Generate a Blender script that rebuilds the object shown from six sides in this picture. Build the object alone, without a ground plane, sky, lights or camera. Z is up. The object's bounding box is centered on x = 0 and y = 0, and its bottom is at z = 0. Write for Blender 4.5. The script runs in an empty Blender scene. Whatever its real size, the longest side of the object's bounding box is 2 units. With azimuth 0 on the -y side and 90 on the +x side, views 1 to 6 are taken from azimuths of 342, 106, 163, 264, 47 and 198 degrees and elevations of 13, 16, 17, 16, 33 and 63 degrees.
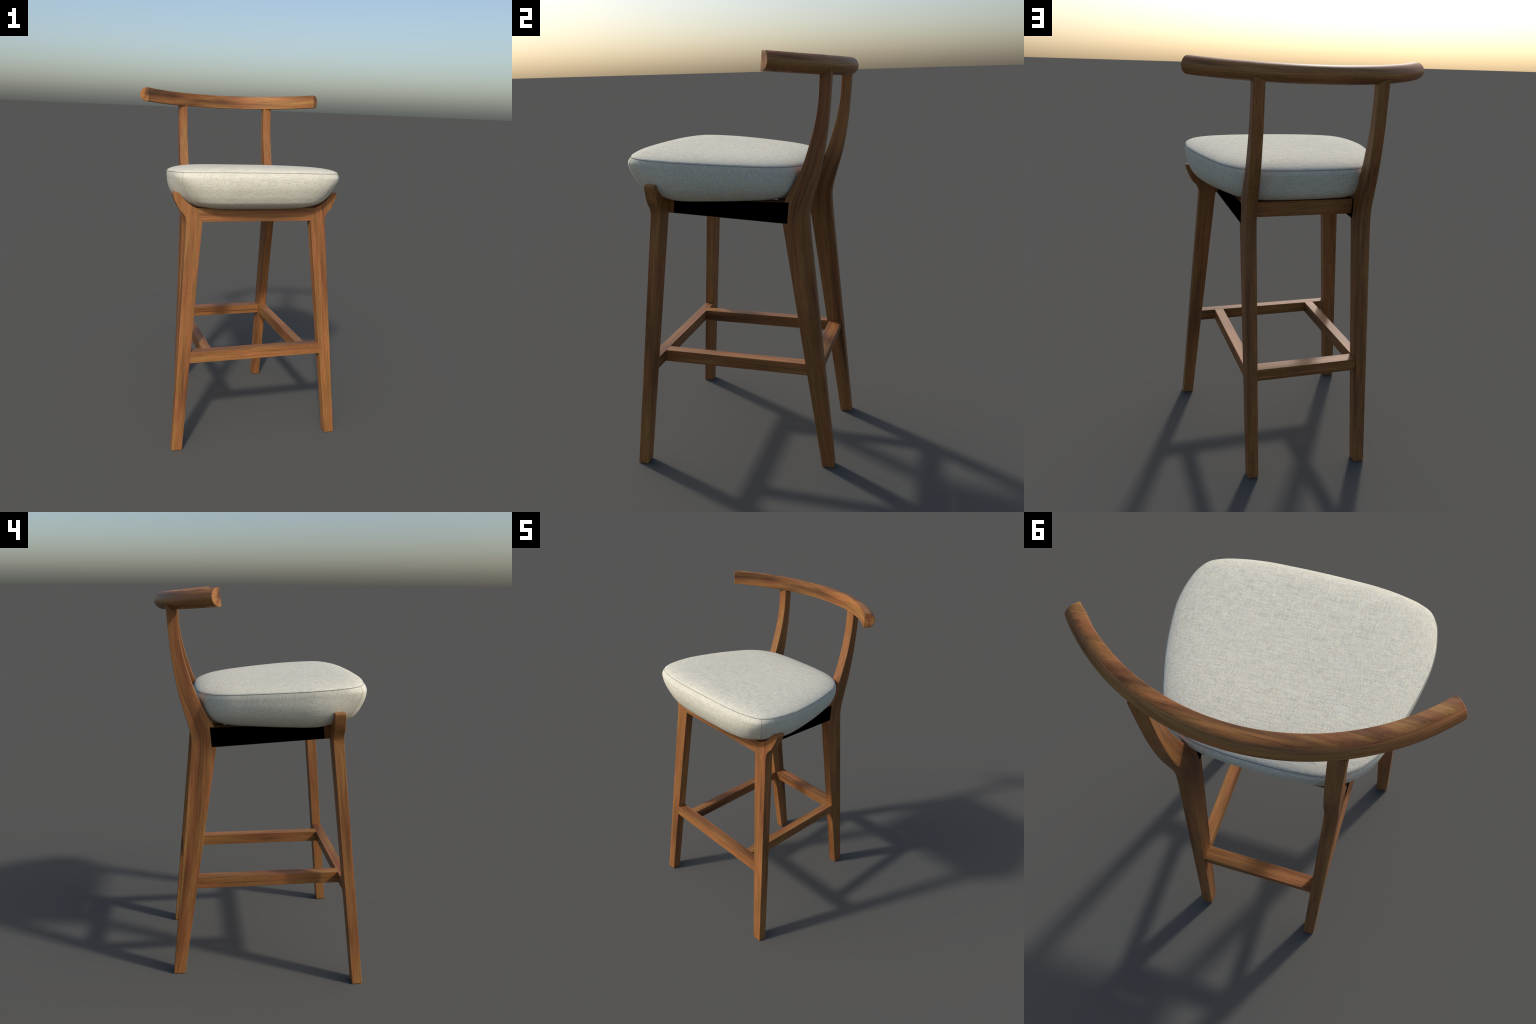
# Wooden counter stool with an upholstered seat and a curved top rail.
import bpy, bmesh, math
import numpy as np

LEAN = 0.104            # front legs, front rail and top rail all lean by this slope
X_IN, X_OUT = 0.2568, 0.3093   # inner / outer face of the back legs (and side rails)


# ------------------------------------------------------------------ materials
def new_material(name):
    m = bpy.data.materials.new(name)
    m.use_nodes = True
    nt = m.node_tree
    bsdf = next(n for n in nt.nodes if n.type == 'BSDF_PRINCIPLED')
    return m, nt, bsdf


def node(nt, kind, **kw):
    n = nt.nodes.new(kind)
    for k, v in kw.items():
        setattr(n, k, v)
    return n


def math_node(nt, op, a, b=None):
    n = node(nt, 'ShaderNodeMath', operation=op)
    for i, v in enumerate((a, b)):
        if v is None:
            continue
        if isinstance(v, (int, float)):
            n.inputs[i].default_value = v
        else:
            nt.links.new(v, n.inputs[i])
    return n.outputs[0]


def noise(nt, vec, scale, detail=3.0, rough=0.55, distortion=0.0):
    n = node(nt, 'ShaderNodeTexNoise')
    n.inputs['Scale'].default_value = scale
    n.inputs['Detail'].default_value = detail
    n.inputs['Roughness'].default_value = rough
    n.inputs['Distortion'].default_value = distortion
    nt.links.new(vec, n.inputs['Vector'])
    return n.outputs['Fac']


def ramp(nt, fac, stops):
    n = node(nt, 'ShaderNodeValToRGB')
    el = n.color_ramp.elements
    while len(el) < len(stops):
        el.new(0.5)
    for e, (p, c) in zip(el, stops):
        e.position = p
        e.color = (*c, 1.0) if len(c) == 3 else c
    nt.links.new(fac, n.inputs['Fac'])
    return n.outputs['Color']


def stretch(nt, vec, scale):
    n = node(nt, 'ShaderNodeMapping')
    n.inputs['Scale'].default_value = scale
    nt.links.new(vec, n.inputs['Vector'])
    return n.outputs['Vector']


def mix_colour(nt, kind, fac, a, b):
    n = node(nt, 'ShaderNodeMix', data_type='RGBA', blend_type=kind)
    for sock, v in ((n.inputs['Factor'], fac), (n.inputs['A'], a), (n.inputs['B'], b)):
        if isinstance(v, (int, float)):
            sock.default_value = v
        elif isinstance(v, tuple):
            sock.default_value = (*v, 1.0)
        else:
            nt.links.new(v, sock)
    return n.outputs['Result']


def bent_coordinates(nt, tc):
    """Grain that follows the arc of the top rail on its faces; the top and
    bottom show the straight grain of the sawn plank."""
    sep = node(nt, 'ShaderNodeSeparateXYZ')
    nt.links.new(tc.outputs['Object'], sep.inputs[0])
    x, y, z = sep.outputs
    yc = math_node(nt, 'ADD', y, 0.253)
    ang = math_node(nt, 'ARCTAN2', x, yc)
    arc = math_node(nt, 'MULTIPLY', ang, 0.74)
    height = math_node(nt, 'ADD', z, math_node(nt, 'MULTIPLY', y, LEAN))
    rad = math_node(nt, 'SQRT', math_node(nt, 'ADD', math_node(nt, 'MULTIPLY', x, x), math_node(nt, 'MULTIPLY', yc, yc)))
    comb = node(nt, 'ShaderNodeCombineXYZ')
    for i, v in enumerate((arc, rad, height)):
        nt.links.new(v, comb.inputs[i])
    geo = node(nt, 'ShaderNodeNewGeometry')
    sn = node(nt, 'ShaderNodeSeparateXYZ')
    nt.links.new(geo.outputs['Normal'], sn.inputs[0])
    top = math_node(nt, 'GREATER_THAN', math_node(nt, 'ABSOLUTE', sn.outputs[2]), 0.80)
    mix = node(nt, 'ShaderNodeMix', data_type='VECTOR')
    sock = {i.identifier: i for i in mix.inputs}
    nt.links.new(top, sock['Factor_Float'])
    nt.links.new(comb.outputs[0], sock['A_Vector'])
    nt.links.new(tc.outputs['Object'], sock['B_Vector'])
    return next(o for o in mix.outputs if o.identifier == 'Result_Vector')


def leaning_coordinates(nt, tc):
    """Grain that follows the two-way splay of a front leg."""
    sep = node(nt, 'ShaderNodeSeparateXYZ')
    nt.links.new(tc.outputs['Object'], sep.inputs[0])
    x, y, z = sep.outputs
    comb = node(nt, 'ShaderNodeCombineXYZ')
    nt.links.new(math_node(nt, 'ADD', x, math_node(nt, 'MULTIPLY', z, 0.080)), comb.inputs[0])
    nt.links.new(math_node(nt, 'SUBTRACT', y, math_node(nt, 'MULTIPLY', z, LEAN)), comb.inputs[1])
    nt.links.new(z, comb.inputs[2])
    return comb.outputs[0]


def swept_coordinates(nt, tc):
    """Grain that follows the bend of a back leg (centre line y against height)."""
    sep = node(nt, 'ShaderNodeSeparateXYZ')
    nt.links.new(tc.outputs['Object'], sep.inputs[0])
    x, y, z = sep.outputs
    fc = node(nt, 'ShaderNodeFloatCurve')
    cv = fc.mapping.curves[0]
    line = [(0.0, 0.440), (0.625, 0.291), (0.65, 0.292), (0.70, 0.321), (0.75, 0.361),
            (0.80, 0.388), (0.85, 0.4095), (0.90, 0.422), (1.0, 0.430)]
    while len(cv.points) < len(line):
        cv.points.new(0.5, 0.5)
    for p, (a, b) in zip(cv.points, line):
        p.location = (a, b)
    fc.mapping.update()
    nt.links.new(math_node(nt, 'MULTIPLY', z, 0.5), fc.inputs['Value'])
    comb = node(nt, 'ShaderNodeCombineXYZ')
    nt.links.new(x, comb.inputs[0])
    nt.links.new(math_node(nt, 'SUBTRACT', y, fc.outputs[0]), comb.inputs[1])
    nt.links.new(z, comb.inputs[2])
    return comb.outputs[0]


def wood(name, axis, shift=0.0, follow=None, figure=False):
    """Oiled brown hardwood, straight solid grain running along one axis."""
    m, nt, bsdf = new_material(name)
    tc = node(nt, 'ShaderNodeTexCoord')
    info = node(nt, 'ShaderNodeObjectInfo')
    off = node(nt, 'ShaderNodeVectorMath', operation='ADD')
    comb = node(nt, 'ShaderNodeCombineXYZ')
    r = math_node(nt, 'MULTIPLY_ADD', info.outputs['Random'], 7.0)
    r.node.inputs[2].default_value = shift
    for i in range(3):
        nt.links.new(r, comb.inputs[i])
    nt.links.new(follow(nt, tc) if follow else tc.outputs['Object'], off.inputs[0])
    nt.links.new(comb.outputs[0], off.inputs[1])
    vec = off.outputs[0]

    def along(k):
        s = [1.0, 1.0, 1.0]
        s['XYZ'.index(axis)] = k
        return stretch(nt, vec, s)

    broad = noise(nt, along(0.10), 20.0 if figure else 14.0, 2.0, 0.5)
    bands = noise(nt, along(0.028), 48.0, 4.0, 0.62, 0.15)
    fibre = noise(nt, along(0.03), 230.0, 3.0, 0.65)
    patch = noise(nt, along(0.12), 30.0, 2.0, 0.5)
    pores = noise(nt, along(0.09), 430.0, 2.0, 0.6)

    share = 0.72 if figure else 0.60
    tone = math_node(nt, 'ADD', math_node(nt, 'MULTIPLY', broad, share), math_node(nt, 'MULTIPLY', bands, 1 - share))
    spots = (0.38, 0.46, 0.53, 0.63) if figure else (0.31, 0.43, 0.55, 0.69)
    base = ramp(nt, tone, list(zip(spots, (WOOD_DARK, WOOD_MID, WOOD_LIGHT, WOOD_PALE))))
    hue = ramp(nt, patch, [(0.38, (1.07, 0.94, 0.97)), (0.62, (0.97, 1.04, 0.97))])
    col = mix_colour(nt, 'MULTIPLY', 1.0, base, hue)
    fib = ramp(nt, fibre, [(0.32, (0.70, 0.68, 0.66)), (0.50, (0.98, 0.98, 0.98)), (0.66, (1.14, 1.14, 1.12))])
    col = mix_colour(nt, 'MULTIPLY', 1.0, col, fib)
    por = ramp(nt, pores, [(0.30, (0.66, 0.64, 0.62)), (0.44, (1.0, 1.0, 1.0))])
    col = mix_colour(nt, 'MULTIPLY', 0.9, col, por)
    veins = noise(nt, along(0.026), 36.0, 1.5, 0.4, 0.12)
    vein = ramp(nt, veins, [(0.470, (1.0, 1.0, 1.0)), (0.497, (0.62, 0.58, 0.56)), (0.505, (0.68, 0.64, 0.62)), (0.525, (1.0, 1.0, 1.0))])
    col = mix_colour(nt, 'MULTIPLY', 0.32, col, vein)
    nt.links.new(col, bsdf.inputs['Base Color'])
    bsdf.inputs['Roughness'].default_value = 0.50
    bsdf.inputs['Specular IOR Level'].default_value = 0.28
    bump = node(nt, 'ShaderNodeBump')
    bump.inputs['Strength'].default_value = 0.10
    bump.inputs['Distance'].default_value = 0.001
    nt.links.new(fibre, bump.inputs['Height'])
    nt.links.new(bump.outputs[0], bsdf.inputs['Normal'])
    return m


WOOD_DARK = (0.110, 0.044, 0.0165)
WOOD_MID = (0.216, 0.089, 0.0290)
WOOD_LIGHT = (0.296, 0.128, 0.0400)
WOOD_PALE = (0.378, 0.170, 0.052)


def linen(name, colour, contrast=1.0):
    """Melange woven fabric: fine threads along the three axes plus soft mottling."""
    m, nt, bsdf = new_material(name)
    tc = node(nt, 'ShaderNodeTexCoord')
    vec = tc.outputs['Object']
    weft = noise(nt, stretch(nt, vec, (0.05, 1, 1)), 470.0, 2.0, 0.6)
    warp = noise(nt, stretch(nt, vec, (1, 0.05, 1)), 470.0, 2.0, 0.6)
    rise = noise(nt, stretch(nt, vec, (1, 1, 0.05)), 470.0, 2.0, 0.6)
    mott = noise(nt, vec, 28.0, 4.0, 0.6)
    slub = noise(nt, stretch(nt, vec, (0.05, 1, 1)), 220.0, 2.0, 0.5)
    s = math_node(nt, 'ADD', math_node(nt, 'ADD', weft, warp), rise)
    s = math_node(nt, 'MULTIPLY', s, 0.3333)
    s = math_node(nt, 'ADD', math_node(nt, 'MULTIPLY', s, 0.86), math_node(nt, 'MULTIPLY', mott, 0.04))
    s = math_node(nt, 'ADD', s, math_node(nt, 'MULTIPLY', slub, 0.10))
    lo = tuple(c * (1 - 0.34 * contrast) for c in colour)
    hi = tuple(min(0.9, c * (1 + 0.20 * contrast)) for c in colour)
    col = ramp(nt, s, [(0.38, lo), (0.50, colour), (0.62, hi)])
    tint = ramp(nt, noise(nt, vec, 60.0, 2.0), [(0.35, (1.02, 1.0, 0.97)), (0.65, (0.98, 1.0, 1.03))])
    col = mix_colour(nt, 'MULTIPLY', 1.0, col, tint)
    nt.links.new(col, bsdf.inputs['Base Color'])
    bsdf.inputs['Roughness'].default_value = 0.95
    bsdf.inputs['Specular IOR Level'].default_value = 0.15
    bump = node(nt, 'ShaderNodeBump')
    bump.inputs['Strength'].default_value = 0.25
    bump.inputs['Distance'].default_value = 0.0015
    nt.links.new(s, bump.inputs['Height'])
    nt.links.new(bump.outputs[0], bsdf.inputs['Normal'])
    return m


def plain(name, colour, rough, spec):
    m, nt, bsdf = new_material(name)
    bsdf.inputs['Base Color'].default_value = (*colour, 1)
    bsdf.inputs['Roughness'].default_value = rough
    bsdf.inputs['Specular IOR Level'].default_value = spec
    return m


WOOD_FRONT = wood('wood_splayed_grain', 'Z', 0.3, follow=leaning_coordinates)
WOOD_BACK = wood('wood_swept_grain', 'Z', 2.3, follow=swept_coordinates)
WOOD_X = wood('wood_cross_grain', 'X', 1.7)
WOOD_ARC = wood('wood_bent_grain', 'X', 5.2, follow=bent_coordinates, figure=True)
WOOD_Y = wood('wood_side_grain', 'Y', 3.1)
LINEN = linen('grey_linen', (0.648, 0.622, 0.510), 1.15)
STITCH = plain('seam_thread', (0.30, 0.29, 0.26), 0.95, 0.1)
BLACK = plain('pure_black', (0.0, 0.0, 0.0), 1.0, 0.0)  # pure black without specular, for the sheets over the side rail faces


# ------------------------------------------------------------------ helpers
def make_object(name, verts, faces, mat, parent, bevel=0.0, smooth_angle=30.0):
    me = bpy.data.meshes.new(name)
    me.from_pydata([tuple(map(float, v)) for v in verts], [], faces)
    bm = bmesh.new()
    bm.from_mesh(me)
    bmesh.ops.recalc_face_normals(bm, faces=bm.faces)
    bm.to_mesh(me)
    bm.free()
    me.materials.append(mat)
    ob = bpy.data.objects.new(name, me)
    bpy.context.scene.collection.objects.link(ob)
    ob.parent = parent
    me.polygons.foreach_set('use_smooth', [True] * len(me.polygons))
    if bevel > 0:
        b = ob.modifiers.new('soft_edges', 'BEVEL')
        b.width = bevel
        b.segments = 3
        b.limit_method = 'ANGLE'
        b.angle_limit = math.radians(40)
        b.harden_normals = True
    else:
        me.set_sharp_from_angle(angle=math.radians(smooth_angle))
    return ob


def mirrored(ob):
    """The same piece on the other side of the stool (shared mesh)."""
    c = ob.copy()
    bpy.context.scene.collection.objects.link(c)
    c.scale = (-1, 1, 1)
    return c


def spline(points, per=8):
    """Catmull-Rom curve through points (centripetal-ish, by chord length)."""
    P = np.array(points, float)
    d = np.linalg.norm(np.diff(P, axis=0), axis=1)
    P = np.vstack([2 * P[0] - P[1], P, 2 * P[-1] - P[-2]])
    d = np.r_[d[0], d, d[-1]]
    out = []
    for i in range(1, len(P) - 2):
        p0, p1, p2, p3 = P[i - 1], P[i], P[i + 1], P[i + 2]
        d0, d1, d2 = d[i - 1], d[i], d[i + 1]
        m1 = d1 * ((p1 - p0) / d0 - (p2 - p0) / (d0 + d1) + (p2 - p1) / d1)
        m2 = d1 * ((p2 - p1) / d1 - (p3 - p1) / (d1 + d2) + (p3 - p2) / d2)
        for t in np.arange(per) / per:
            out.append((2 * t**3 - 3 * t**2 + 1) * p1 + (t**3 - 2 * t**2 + t) * m1
                       + (-2 * t**3 + 3 * t**2) * p2 + (t**3 - t**2) * m2)
    out.append(P[-2])
    return [tuple(p) for p in out]


def prism(loop_a, loop_b):
    """Solid between two matching closed loops."""
    n = len(loop_a)
    faces = [tuple(range(n)), tuple(range(2 * n - 1, n - 1, -1))]
    for i in range(n):
        j = (i + 1) % n
        faces.append((i, j, n + j, n + i))
    return list(loop_a) + list(loop_b), faces


def box(x0, x1, y0, y1, z0, z1, lean=0.0, taper=0.0):
    """Box whose y follows a lean; taper draws the ends in at the bottom."""
    def ring(y):
        return [(x0 + taper, y + lean * z0, z0), (x1 - taper, y + lean * z0, z0),
                (x1, y + lean * z1, z1), (x0, y + lean * z1, z1)]
    return prism(ring(y0), ring(y1))


# ------------------------------------------------------------------ root
stool = bpy.data.objects.new('bar_stool', None)
bpy.context.scene.collection.objects.link(stool)
stool['label'] = 'brown wooden bar stool, grey linen cushion, curved top rail'
stool['category'] = 'bar stool'

# ------------------------------------------------------------------ front legs
# profile in (x, z): straight taper below, flaring out into a horn that cradles the cushion
outer = [(0.4955, 0.0), (0.4068, 1.272)] + spline(
    [(0.4066, 1.284), (0.4085, 1.300), (0.4130, 1.3125), (0.4225, 1.328), (0.4420, 1.349),
     (0.4610, 1.384), (0.4715, 1.409), (0.4780, 1.429)], 5)
tip = spline([(0.4790, 1.4345), (0.4770, 1.4410), (0.4710, 1.4440)], 4) + \
      spline([(0.4500, 1.4440), (0.4440, 1.4415), (0.4397, 1.4365)], 4)
inner = spline([(0.4345, 1.4280), (0.4275, 1.4165), (0.4105, 1.3990), (0.3895, 1.3833),
                (0.3690, 1.3690), (0.3480, 1.3592)], 5) + [(0.3175, 1.2834), (0.4374, 0.0)]
profile = outer + tip + inner
fl = [(x, -0.5125 + LEAN * z, z) for x, z in profile]
bl = [(x, -0.4600 + LEAN * z, z) for x, z in profile]
v, f = prism(fl, bl)
leg = make_object('front_leg', v, f, WOOD_FRONT, stool, bevel=0.0022)
mirrored(leg)

# ------------------------------------------------------------------ back legs
front = [(0.4095, 0.0), (0.2300, 1.250)] + spline(
    [(0.2285, 1.272), (0.2300, 1.302), (0.2350, 1.330), (0.2420, 1.354), (0.2660, 1.400),
     (0.2935, 1.450), (0.3190, 1.500), (0.3545, 1.600), (0.3825, 1.700), (0.3985, 1.800),
     (0.4025, 1.870), (0.4040, 1.918)], 5)
back = spline(
    [(0.4535, 1.918), (0.4505, 1.870), (0.4455, 1.800), (0.4365, 1.700), (0.4225, 1.600),
     (0.4030, 1.500), (0.3755, 1.400), (0.3560, 1.328), (0.3512, 1.300), (0.3502, 1.270),
     (0.3520, 1.235), (0.3545, 1.200)], 5) + [(0.4710, 0.0)]
profile = front + back
v, f = prism([(X_IN, y, z) for y, z in profile], [(X_OUT, y, z) for y, z in profile])
leg = make_object('back_leg', v, f, WOOD_BACK, stool, bevel=0.0022)
mirrored(leg)

# ------------------------------------------------------------------ top rail
# D-shaped section (flat side inward) swept along an arc in a plane that leans backward
ARC_Y, ARC_R, HALF_ANGLE = -0.2530, 0.7100, math.radians(48.75)
HALF_H, DEPTH, FLAT, FILLET = 0.0402, 0.0595, 0.019, 0.0035
section = [(0.0, -HALF_H + FILLET), (0.0, -HALF_H * 0.33), (0.0, HALF_H * 0.33), (0.0, HALF_H - FILLET)]
for i in range(1, 5):
    a = math.pi / 2 * i / 4
    section.append((FILLET * (1 - math.cos(a)), HALF_H - FILLET + FILLET * math.sin(a)))
for i in range(33):
    a = math.pi / 2 - math.pi * i / 32
    ca, sa = math.cos(a), math.sin(a)
    section.append((FLAT + (DEPTH - FLAT) * abs(ca) ** 1.10, HALF_H * math.copysign(abs(sa) ** 1.04, sa)))
for i in range(0, 4):
    a = math.pi / 2 * (4 - i) / 4
    section.append((FILLET * (1 - math.cos(a)), -(HALF_H - FILLET + FILLET * math.sin(a))))
cl = math.cos(math.atan(LEAN))
sl = math.sin(math.atan(LEAN))
N_ARC = 72
verts, faces = [], []
ns = len(section)
for i in range(N_ARC + 1):
    a = -HALF_ANGLE + 2 * HALF_ANGLE * i / N_ARC
    for n, h in section:
        r = ARC_R + n
        y_plane = ARC_Y + r * math.cos(a)
        z_plane = 1.9591 - LEAN * (y_plane - 0.2164)
        verts.append((r * math.sin(a), y_plane + h * sl, z_plane + h * cl))
for i in range(N_ARC):
    for j in range(ns):
        k = (j + 1) % ns
        faces.append((i * ns + j, i * ns + k, (i + 1) * ns + k, (i + 1) * ns + j))
faces.append(tuple(range(ns)))
faces.append(tuple(N_ARC * ns + j for j in reversed(range(ns))))
make_object('top_rail', verts, faces, WOOD_ARC, stool, bevel=0.006)

# ------------------------------------------------------------------ seat frame
# front rail: leans with the legs, its ends cut to the slope of the leg's inner edge
y0, y1 = -0.5115, -0.4380
z0, z1 = 1.2834, 1.3588
xa, xb = 0.3200, 0.3490
ring = lambda y: [(-xa, y + LEAN * z0, z0), (xa, y + LEAN * z0, z0), (xb, y + LEAN * z1, z1), (-xb, y + LEAN * z1, z1)]
v, f = prism(ring(y0), ring(-0.4610))
make_object('front_rail', v, f, WOOD_X, stool, bevel=0.0015)
# rear rail between the side rails
v, f = box(-X_IN - 0.001, X_IN + 0.001, 0.050, 0.1025, 1.2720, 1.3470, lean=LEAN)
make_object('rear_rail', v, f, WOOD_X, stool, bevel=0.0015)

# side rails: deeper toward the back; thin pure-black sheets over the inner and outer faces
def side_bottom(y):
    return 1.2810 - 0.0584 * (y + 0.304)

def rail_loop(x, ya, yb, lift, zt):
    sa, sb = 0.110, 0.087          # slopes of the front and rear end cuts
    za, zb = side_bottom(ya) + lift, side_bottom(yb) + lift
    return [(x, ya, za), (x, yb, zb), (x, yb + sb * (zt - zb), zt), (x, ya + sa * (zt - za), zt)]

v, f = prism(rail_loop(X_IN + 0.0012, -0.330, 0.240, 0.0, 1.3490),
             rail_loop(X_OUT - 0.0012, -0.330, 0.240, 0.0, 1.3490))
rail = make_object('side_rail', v, f, WOOD_Y, stool, bevel=0.0012)
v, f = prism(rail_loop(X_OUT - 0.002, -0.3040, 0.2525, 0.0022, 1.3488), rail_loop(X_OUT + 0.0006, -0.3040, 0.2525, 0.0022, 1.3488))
black_sheet = make_object('black_face', v, f, BLACK, rail)
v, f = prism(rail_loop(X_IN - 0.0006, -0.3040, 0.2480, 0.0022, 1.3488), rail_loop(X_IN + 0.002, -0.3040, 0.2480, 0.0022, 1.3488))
black_sheet2 = make_object('black_face', v, f, BLACK, rail)
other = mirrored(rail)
for p in (black_sheet, black_sheet2):
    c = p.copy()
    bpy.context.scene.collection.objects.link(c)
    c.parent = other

# ------------------------------------------------------------------ footrest frame
ZB, ZT = 0.4970, 0.5585
# front footrest sits flush between the front legs
half = lambda z: 0.438 - 0.0935 * z + 0.002
y0, y1 = -0.5115, -0.4590
ring = lambda y: [(-half(ZB), y + LEAN * ZB, ZB), (half(ZB), y + LEAN * ZB, ZB),
                  (half(ZT), y + LEAN * ZT, ZT), (-half(ZT), y + LEAN * ZT, ZT)]
v, f = prism(ring(y0), ring(y1))
make_object('footrest', v, f, WOOD_X, stool, bevel=0.0018)
# side stretchers run from the footrest to the fronts of the back legs
def stretcher_loop(x):
    return [(x, -0.4600 + LEAN * ZB, ZB + 0.0004), (x, 0.4110 - 0.1436 * ZB, ZB + 0.0004),
            (x, 0.4110 - 0.1436 * ZT, ZT - 0.0004), (x, -0.4600 + LEAN * ZT, ZT - 0.0004)]
v, f = prism(stretcher_loop(X_IN), stretcher_loop(X_OUT - 0.0008))
st = make_object('side_stretcher', v, f, WOOD_Y, stool, bevel=0.0015)
mirrored(st)
# rear stretcher: an upper board over a slightly narrower lower batten
e = X_IN + 0.001
upper = [(0.3410, 0.5265, 0.5205), (0.4090, 0.5200, 0.5090)]      # y, underside at -x, at +x
def board(x, k):
    return [(x, upper[0][0], upper[0][k]), (x, upper[1][0], upper[1][k]), (x, upper[1][0], ZT), (x, upper[0][0], ZT)]
v, f = prism(board(-e, 1), board(e, 2))
rear = make_object('rear_stretcher', v, f, WOOD_X, stool, bevel=0.0015)
v, f = box(-e, e, 0.3478, 0.4022, 0.4960, 0.5320)
make_object('lower_batten', v, f, WOOD_X, rear, bevel=0.0015)

# ------------------------------------------------------------------ seat cushion
# right half of the seam outline in plan, front to back
PLAN = [(0.000, -0.498), (0.120, -0.4965), (0.218, -0.493), (0.329, -0.478), (0.393, -0.461),
        (0.439, -0.436), (0.468, -0.390), (0.485, -0.320), (0.491, -0.220), (0.477, -0.115),
        (0.453, -0.005), (0.421, 0.100), (0.385, 0.190), (0.325, 0.262), (0.245, 0.305),
        (0.140, 0.321), (0.000, 0.325)]
PLAN = [(x * 0.99, y) for x, y in PLAN]
CENTRE = np.array([0.0, -0.10])
half_curve = spline([(-PLAN[1][0], PLAN[1][1])] + PLAN + [(-PLAN[-2][0], PLAN[-2][1])], 24)
half_curve = np.array(half_curve)[24:-24]
whole = np.vstack([half_curve, (half_curve * [-1, 1])[-2:0:-1]])
seg = np.linalg.norm(np.roll(whole, -1, 0) - whole, axis=1)
cum = np.r_[0, np.cumsum(seg)]
NL = 288
q = np.arange(NL) / NL * cum[-1]
closed = np.vstack([whole, whole[:1]])
loop = np.c_[np.interp(q, cum, closed[:, 0]), np.interp(q, cum, closed[:, 1])]
tan = np.roll(loop, -1, 0) - np.roll(loop, 1, 0)
nor = np.c_[tan[:, 1], -tan[:, 0]]
nor /= np.linalg.norm(nor, axis=1)[:, None]
rho = ((loop - CENTRE) * nor).sum(1)


def seam_z(x, y):
    return (1.5305 - 0.0745 * y - 0.02 * y * y
            + 0.004 * np.clip(-(y + 0.35) / 0.14, 0, 1) * np.clip(1 - (x / 0.4) ** 2, 0, 1))


CROWN, CROWN_P, CROWN_Q, BASE_Z = 0.0340, 6.0, 0.62, 1.3405
# how far the border has drawn in (metres) at each fraction of the drop from seam to base
DROP = [0, .10, .20, .35, .50, .65, .78, .88, .95, 1.0]
DRAW = {'front': [0, -.0150, -.0185, -.0168, -.0068, .0080, .0295, .0700, .1270, .2350],
        'side': [0, -.0010, .0010, .0055, .0150, .0325, .0590, .0900, .1260, .2200],
        'back': [0, -.0060, -.0035, .0035, .0120, .0225, .0380, .0620, .0990, .2100],
        'corner': [0, -.0175, -.0060, .0290, .0650, .1030, .1470, .2100, .2800, .3400]}
curves = {k: np.array(spline(list(zip(DROP, v)), 12)) for k, v in DRAW.items()}
w_side, w_end, w_corner = nor[:, 0] ** 4, nor[:, 1] ** 4, 2 * (nor[:, 0] * nor[:, 1]) ** 2
is_front = nor[:, 1] < 0


def soften(w, n=5):
    """Average around the loop so that the corners turn gently."""
    return sum(np.roll(w, k) for k in range(-n, n + 1)) / (2 * n + 1)


w_side, w_end, w_corner = map(soften, (w_side, w_end, w_corner))
z_seam = seam_z(loop[:, 0], loop[:, 1])


def border_ring(s, proud=0.0):
    c = {k: np.interp(s, v[:, 0], v[:, 1]) for k, v in curves.items()}
    d = np.where(is_front, c['front'] * w_end + c['corner'] * w_corner,
                 c['back'] * w_end + (0.5 * (c['side'] + c['back']) - 0.016 * math.sin(math.pi * s)) * w_corner) + c['side'] * w_side - proud
    p = CENTRE + (loop - CENTRE) * (1 - d / rho)[:, None]
    return np.c_[p, z_seam + (BASE_Z - z_seam) * s]


def top_ring(r, sink=0.0):
    p = CENTRE + (loop - CENTRE) * r
    return np.c_[p, seam_z(p[:, 0], p[:, 1]) + CROWN * max(0.0, 1 - r ** CROWN_P) ** CROWN_Q - sink]


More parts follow.
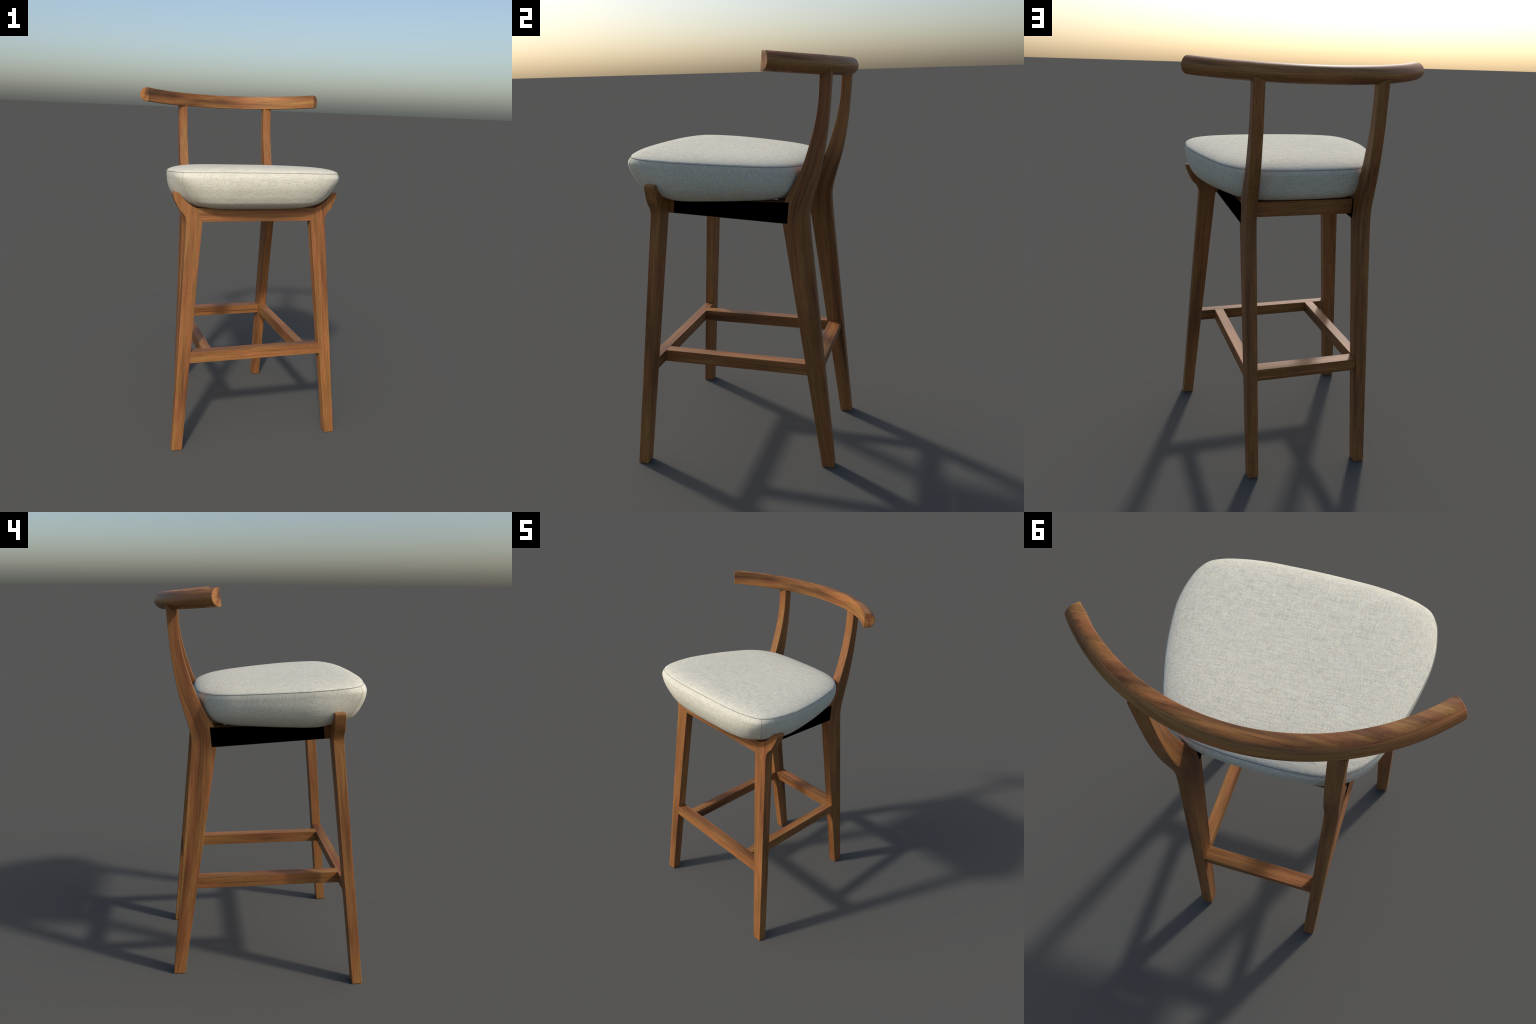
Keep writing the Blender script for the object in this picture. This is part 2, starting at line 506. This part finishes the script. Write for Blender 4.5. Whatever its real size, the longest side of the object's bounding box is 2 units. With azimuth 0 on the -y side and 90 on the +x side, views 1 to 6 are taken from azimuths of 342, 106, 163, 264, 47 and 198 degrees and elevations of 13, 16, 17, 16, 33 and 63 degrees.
rings = [top_ring(r) for r in np.r_[np.linspace(0.03, 0.72, 24), np.linspace(0.745, 0.955, 16), 0.966, 0.976, 0.984, 0.990, 0.9945]]
rings.append(border_ring(0.0, proud=-0.0016))                      # seam groove
for s in np.r_[0.018, 0.032, 0.05, np.linspace(0.07, 0.95, 44), 0.97, 0.985, 1.0]:
    rings.append(border_ring(s))
verts = np.vstack([np.array([[*CENTRE, seam_z(*CENTRE) + CROWN]])] + rings + [np.array([[*CENTRE, BASE_Z]])])
faces = []
for j in range(NL):
    faces.append((0, 1 + j, 1 + (j + 1) % NL))
for i in range(len(rings) - 1):
    a, b = 1 + i * NL, 1 + (i + 1) * NL
    for j in range(NL):
        k = (j + 1) % NL
        faces.append((a + j, b + j, b + k, a + k))
last, a = len(verts) - 1, 1 + (len(rings) - 1) * NL
for j in range(NL):
    faces.append((a + j, last, a + (j + 1) % NL))
cushion = make_object('seat_cushion', verts, faces, LINEN, stool, smooth_angle=80)


def cord(name, path, radius, closed):
    """Thin stitched seam following a path on the cushion."""
    cu = bpy.data.curves.new(name, 'CURVE')
    cu.dimensions = '3D'
    cu.bevel_depth = radius
    cu.bevel_resolution = 2
    sp = cu.splines.new('POLY')
    sp.points.add(len(path) - 1)
    for pt, c in zip(sp.points, path):
        pt.co = (*map(float, c), 1.0)
    sp.use_cyclic_u = closed
    tmp = bpy.data.objects.new(name, cu)
    bpy.context.scene.collection.objects.link(tmp)
    me = bpy.data.meshes.new_from_object(tmp)
    bpy.data.objects.remove(tmp)
    me.name = name
    me.materials.clear()
    me.materials.append(STITCH)
    ob = bpy.data.objects.new(name, me)
    bpy.context.scene.collection.objects.link(ob)
    ob.parent = cushion
    return ob


cord('edge_seam', border_ring(0.0, proud=-0.0005), 0.0015, True)
ci = int(np.argmin(np.linalg.norm(loop - np.array([0.434, -0.434]), axis=1)))
path = [border_ring(s, proud=-0.0002)[ci] for s in np.linspace(0.01, 0.95, 40)]
seam = cord('corner_seam', path, 0.0011, False)
mirrored(seam)
